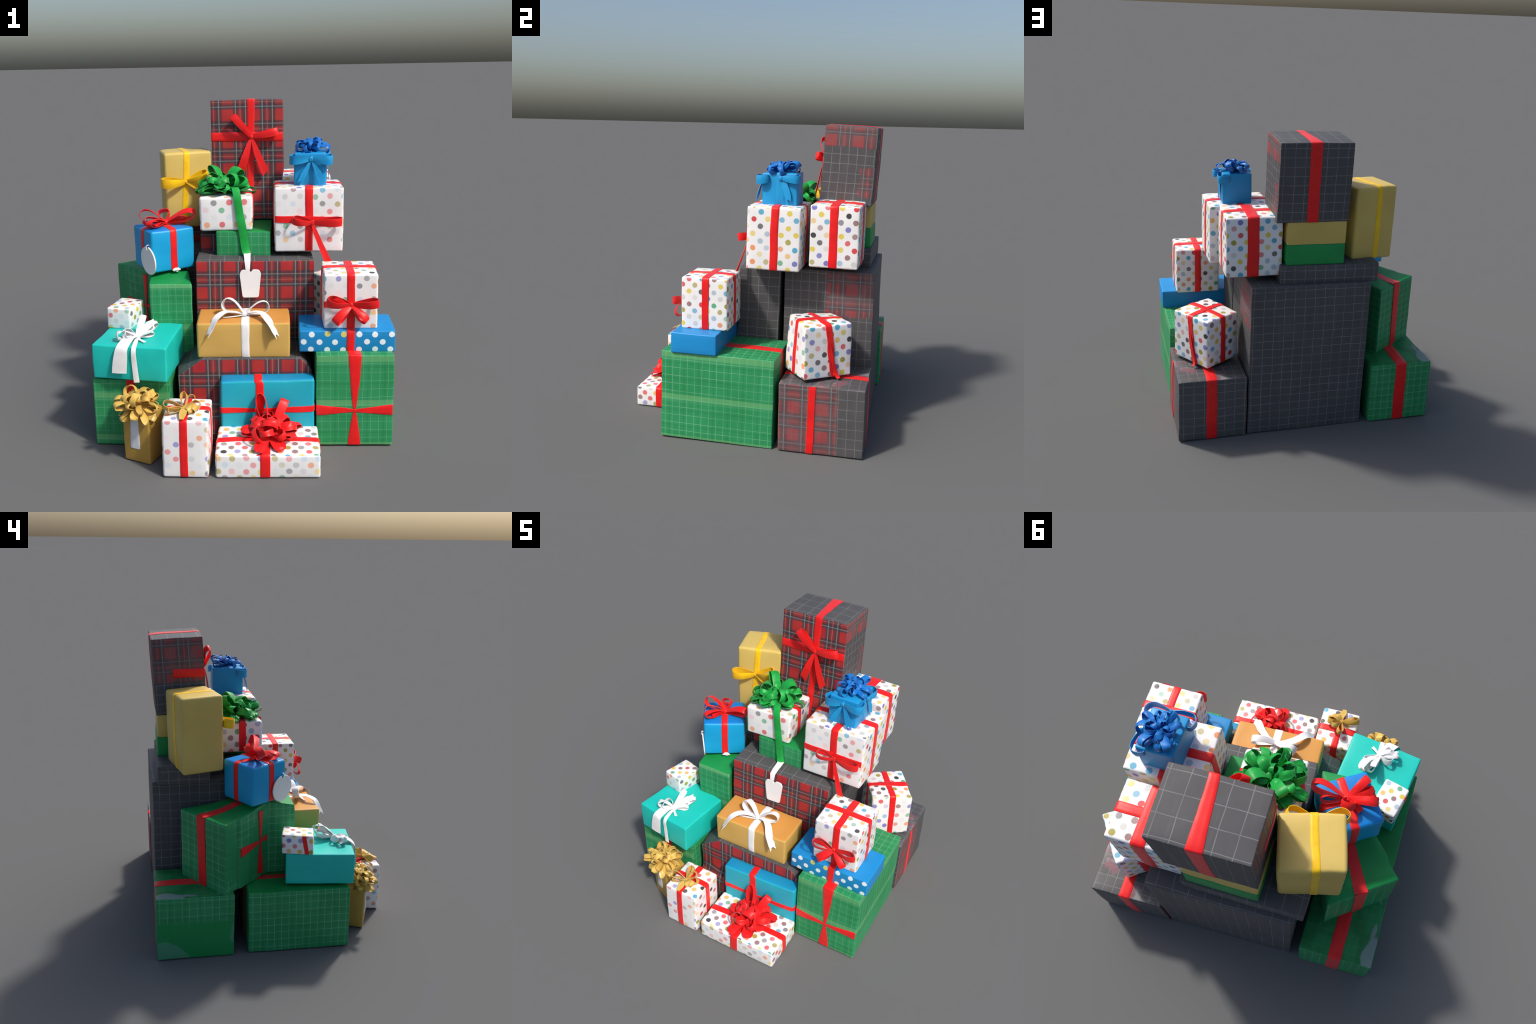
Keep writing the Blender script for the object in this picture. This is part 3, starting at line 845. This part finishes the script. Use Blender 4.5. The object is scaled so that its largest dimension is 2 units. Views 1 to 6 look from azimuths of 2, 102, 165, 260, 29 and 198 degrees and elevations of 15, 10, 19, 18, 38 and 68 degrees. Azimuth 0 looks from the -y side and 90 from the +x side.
g = Gift('polka dot box with green rosette bow and tag', (-0.118, 0.209, 1.210), (0.327, 0.317, 0.214), 2.2, (0, 0),
         dots(3.0, 0.066, 0.018, 0.15), 0.015, 0.003)
g.band('XZ', -0.020, 0.048, 'LTR', RED)
b = Bow(g, 'T', (-0.008, -0.010), GREEN, (0.034, 0.034, 0.028), 0.03)
b.rosette([(10, 0.178, 0.066, 0.034, 0, 15, 25, 0.75), (10, 0.155, 0.048, 0.066, 13, 38, 65, 0.55), (8, 0.118, 0.044, 0.070, 30, 0, 80, 0.4), (4, 0.075, 0.040, 0.055, 56, 30, 80, 0.3)], 8, 0.0025, 0.2)
b.loop(128, 0.185, 0.060, 0.05, 42, 15, 0.4, crease=0.05)
b.loop(30, 0.160, 0.070, 0.07, 44, 20, 0.4, crease=0.05)
b.tail([(0.055, -0.085, 0.012, 0.040), (0.070, -0.135, 0.016, 0.045), (0.080, -0.164, -0.03, 0.048), (0.092, -0.170, -0.13, 0.050), (0.112, -0.180, -0.25, 0.052), (0.126, -0.185, -0.36, 0.052), (0.136, -0.198, -0.388, 0.050)], None, 0.03, True)
# white strap over the tartan box edge, and the tag hanging in front of it
S = [g.local(p) for p in ((0.016, 0.020, 1.074), (0.018, -0.02, 1.068), (0.021, -0.075, 1.066), (0.023, -0.116, 1.054), (0.024, -0.126, 1.015), (0.025, -0.124, 0.985))]
strip('tag_strap', S, [V((1, 0, 0))] * 6, [0.044, 0.042, 0.039, 0.036, 0.028, 0.016], CARD, g.o, 0.006)
def rounded(poly, r, k=5):
    out = []
    for i in range(len(poly)):
        a, p, c = V(poly[i - 1]), V(poly[i]), V(poly[(i + 1) % len(poly)])
        rr = min(r, (a - p).length / 2.2, (c - p).length / 2.2)
        d0, d1 = (a - p).normalized() * rr, (c - p).normalized() * rr
        for j in range(k):
            f = j / (k - 1)
            out.append(tuple((p + d0) * (1 - f) ** 2 + p * 2 * f * (1 - f) + (p + d1) * f * f))
    return out
T = rounded([(-0.050, -0.090), (0.050, -0.090), (0.066, 0.062), (0.054, 0.086), (0.014, 0.088), (0.003, 0.068), (-0.010, 0.088), (-0.054, 0.086), (-0.066, 0.062)], 0.014)
tag('gift_tag', T, g, g.local((0.039, -0.125, 0.918)), V((1, 0, 0)), V((0, 0.02, 1)).normalized(), V((0, -1, 0)), CARD, 0.009)

# ------------------------------------------------------------------ right side
g = Gift('flat blue box with white and yellow spots', (0.613, -0.250, 0.574), (0.557, 0.291, 0.129), -0.6, (0.1, 0.1),
         {'*': COBALT, 'F': spotted_blue('F')}, 0.007, 0.003)
g.band('YZ', 0.020, 0.046, 'FT', RED)

g = Gift('polka dot box with red four-loop bow', (0.633, -0.212, 0.706), (0.311, 0.297, 0.332), -0.6, (0.3, 0.0), dots(4.0, 0.058, 0.0152, 0.15), 0.011, 0.003)
g.band('YZ', 0.001, 0.046, 'FTB', RED)
g.band('XZ', 0.007, 0.045, 'LTR', RED)
g.band('XY', 0.152, 0.036, 'F', RED, lambda p: abs(p.x) > 0.07 and p.x < 0)
b = Bow(g, 'F', (0.002, 0.155), RED, (0.013, 0.016, 0.010), 0.018)
b.loop(167, 0.150, 0.050, 0.06, 10, -25, 0.35)
b.loop(8, 0.158, 0.050, 0.045, 10, 10, 0.35)
b.loop(226, 0.140, 0.050, 0.055, 12, 30, 0.35)
b.loop(-46, 0.130, 0.042, 0.055, 14, -35, 0.35)
b.tail([(0, 0, 0, 0.01), (-0.04, 0.018, 0.02, 0.016), (-0.09, 0.05, 0.022, 0.03)], slant(0.01))

g = Gift('polka dot box with rumpled red ribbon', (0.659, 0.494, 0.462), (0.282, 0.322, 0.331), 35.3, (0.3, -0.2), dots(5.0, 0.060, 0.0165, 0.0), 0.012, 0.005,
         {'LFT': (-0.006, 0.033, 0.012), 'LFD': (0.03, -0.01, 0.0)})
g.band('YZ', lambda p: 0.004 - 0.014 * (1 - p.z / 0.36) * (1 if p.y < 0 else 0.2), 0.044, 'FTB', RED)
g.band('XZ', lambda p: -0.006 + 0.055 * max(0.0, 1 - p.z / 0.36) ** 1.5 * (1 if p.x > 0 else 0), lambda p: 0.044 + 0.012 * noise.noise(p * 14), 'LTR', RED)
b = Bow(g, 'R', (0.052, 0.02), RED, (0.012, 0.012, 0.007), 0.004)
b.tail([(-0.050, 0.29, 0.0, 0.020), (-0.044, 0.18, 0.005, 0.022), (-0.020, 0.08, 0.010, 0.022), (0.004, 0.0, 0.014, 0.026), (0.012, -0.02, 0.03, 0.018)], None, 0.15)

g = Gift('polka dot box with red bow and long tail', (0.402, 0.176, 1.080), (0.420, 0.341, 0.403), 0.4, (-0.7, 0.3), dots(6.0, 0.064, 0.0165, 0.22), 0.012, 0.003)
g.band('YZ', 0.001, 0.048, 'FTB', RED)
g.band('XZ', 0.006, 0.050, 'LTR', RED)
g.band('XY', lambda p: 0.205 - 0.02 * p.x, lambda p: 0.042, 'F', RED)
b = Bow(g, 'F', (0.021, 0.188), RED, (0.014, 0.017, 0.011), 0.018)
b.loop(170, 0.128, 0.044, 0.055, 8, -20, 0.4, crease=0.05)
b.loop(4, 0.178, 0.050, 0.050, 8, 10, 0.4, crease=0.08)
b.tail([(0, 0, 0, 0.014), (0.015, -0.05, 0.014, 0.026), (0.050, -0.135, 0.036, 0.034), (0.095, -0.235, 0.062, 0.042)], swallow(0.005), 0.04)

g = Gift('polka dot box with crossed red ribbon', (0.381, 0.561, 1.108), (0.361, 0.307, 0.394), -1.1, (-0.4, 0.6), dots(7.0, 0.062, 0.0165, 0.0), 0.012, 0.003)
g.band('XZ', -0.005, 0.053, 'LTR', RED)
g.band('YZ', 0.007, 0.075, 'FTB', RED)

g = Gift('small sky blue box with blue bows', (0.419, 0.198, 1.484), (0.192, 0.223, 0.202), -2.5, (1.0, 0.3), {'*': SKYP}, 0.007, 0.0025)
def ring_bow(face, at, loops, tails, up=0.012):
    b = Bow(g, face, at, SKY, (0.014, 0.016, 0.010), up)
    for pts in loops:
        P = catmull(pts, 26)
        C = [b.k + b.U * p[0] + b.W * p[1] + b.N * p[2] for p in P]
        strip('bow_loop', C, [b.W] * len(C), [p[3] for p in P], SKY, b.root, 0.0035, 0.05, 0.04)
    for pts in tails:
        b.tail(pts, swallow(0.008), 0.05)
def side_loop(sg, L, out, w=0.056, dz=0.0, back=0.05):
    return [(0, 0.002, 0.0, 0.022), (sg * L * 0.42, 0.0 + dz, out, w * 0.9), (sg * L * 0.85, -0.006 + dz, out * 1.0, w),
            (sg * L * 1.03, -0.004 + dz, -0.02, w), (sg * L * 0.90, 0.002 + dz, -back - 0.012, w * 0.8), (sg * L * 0.60, 0.012 + dz, -back, w * 0.5), (sg * L * 0.42, 0.018 + dz, -0.034, w * 0.34)]
ring_bow('F', (0.006, 0.172), [side_loop(-1, 0.130, 0.014, 0.054, -0.002), side_loop(1, 0.128, 0.014, 0.056, -0.002)],
         [[(-0.004, -0.01, -0.002, 0.010), (-0.022, -0.05, 0.008, 0.024), (-0.045, -0.095, 0.018, 0.036), (-0.066, -0.140, 0.024, 0.030)],
          [(0.004, -0.01, -0.002, 0.010), (0.026, -0.05, 0.008, 0.026), (0.048, -0.095, 0.018, 0.040), (0.066, -0.140, 0.028, 0.034)]])
ring_bow('R', (0.012, 0.172), [side_loop(1, 0.118, 0.012, 0.050, 0.0, 0.05)],
         [[(0.010, 0.0, -0.004, 0.034), (0.028, -0.05, 0.002, 0.040), (0.044, -0.10, 0.006, 0.044), (0.052, -0.138, 0.008, 0.030)]])
g.band('XZ', 0.008, 0.050, 'RT', SKY)
b = Bow(g, 'T', (0.000, 0.004), BLUE, (0.020, 0.020, 0.014), 0.018)
b.rosette([(8, 0.118, 0.036, 0.052, 2, 20, 65, 0.45), (7, 0.086, 0.032, 0.052, 20, 50, 80, 0.35), (4, 0.055, 0.030, 0.040, 46, 10, 80, 0.2)], 14, 0.0024, 0.2)
b.loop(62, 0.130, 0.040, 0.05, 16, 20, 0.4)
b.loop(128, 0.120, 0.044, 0.03, 12, 0, 0.4)

# ------------------------------------------------------------------ top
g = Gift('tall kraft box with yellow bow', (-0.408, 0.516, 1.160), (0.316, 0.279, 0.505), 14.5, (-0.7, -0.5), {'*': KRAFT}, 0.017, 0.0035,
         {'RBD': (0, 0, 0.02)})
def yc(p):
    if p.y < -0.125:
        return -0.010 - 0.028 * max(0.0, 0.49 - p.z) / 0.35
    return -0.013 - 0.010 * (p.y + 0.13) / 0.27 - (0.006 * (0.5 - p.z) / 0.5 if p.y > 0.125 else 0.0)
g.band('YZ', lambda p: yc(p) + 0.004, 0.039, 'FTB', YELLOW)
b = Bow(g, 'F', (-0.022, 0.316), YELLOW, (0.011, 0.014, 0.010), 0.016)
b.loop(179, 0.168, 0.060, 0.075, 8, -8, 0.3, crease=0.03)
b.loop(19, 0.155, 0.052, 0.075, 8, 15, 0.3, crease=0.05)
b.tail([(0, 0, 0, 0.010), (0.035, -0.018, 0.012, 0.026), (0.080, -0.042, 0.016, 0.034), (0.115, -0.066, 0.012, 0.034)], slant(0.008))
b.tail([(0, 0, 0, 0.010), (0.045, -0.004, 0.01, 0.024), (0.11, -0.022, 0.012, 0.034)], slant(0.008))

def long_front(q, s):
    t = max(0.0, 1.0 - q.z / 0.06)
    w = max(0.0, min(1.0, (-0.095 - q.y) / 0.03))
    k = t * w
    x = q.x - (0.045 * k * max(0.0, q.x) / 0.235)
    return V((x, q.y - 0.038 * k, q.z - 0.272 * k))
g = Gift('tall red and charcoal tartan box with red bow', (0.018, 0.586, 1.479), (0.470, 0.339, 0.510), -0.2, (-2.7, -0.3),
         tartans(0.88, 'F', {'L': 'z>0.22', 'R': 'z>0.375|y>0.08,z<0.25,z>0.06'}), 0.006, 0.0028, None, long_front)
g.band('YZ', lambda p: 0.029 - 0.014 * max(0.0, 0.5 - p.z) / 0.5 if p.y < -0.155 else 0.018 - 0.050 * p.y if p.y < 0.155 else 0.010 - 0.010 * (0.5 - p.z), lambda p: 0.048 + 0.026 * max(0.0, min(1.0, 0.5 + p.y / 0.32)), 'FTB', RED)
g.band('XY', lambda p: 0.277 if p.x < 0.01 else 0.274, lambda p: 0.058, 'FL', RED, lambda p: p.y < 0.055)
b = Bow(g, 'F', (0.029, 0.272), RED, (0.014, 0.015, 0.010), 0.016)
b.loop(130, 0.185, 0.048, 0.045, 9, 6, 0.4, crease=0.06)
b.loop(11, 0.178, 0.052, 0.045, 7, -6, 0.35, crease=0.10)
b.tail([(-0.002, 0, 0, 0.012), (-0.024, -0.07, 0.012, 0.036), (-0.046, -0.14, 0.018, 0.050), (-0.072, -0.215, 0.012, 0.056)], slant(0.012), 0.03)
b.tail([(0.002, 0, 0, 0.012), (0.028, -0.08, 0.014, 0.036), (0.056, -0.155, 0.022, 0.048), (0.090, -0.232, 0.030, 0.054)], slant(-0.014), 0.03)
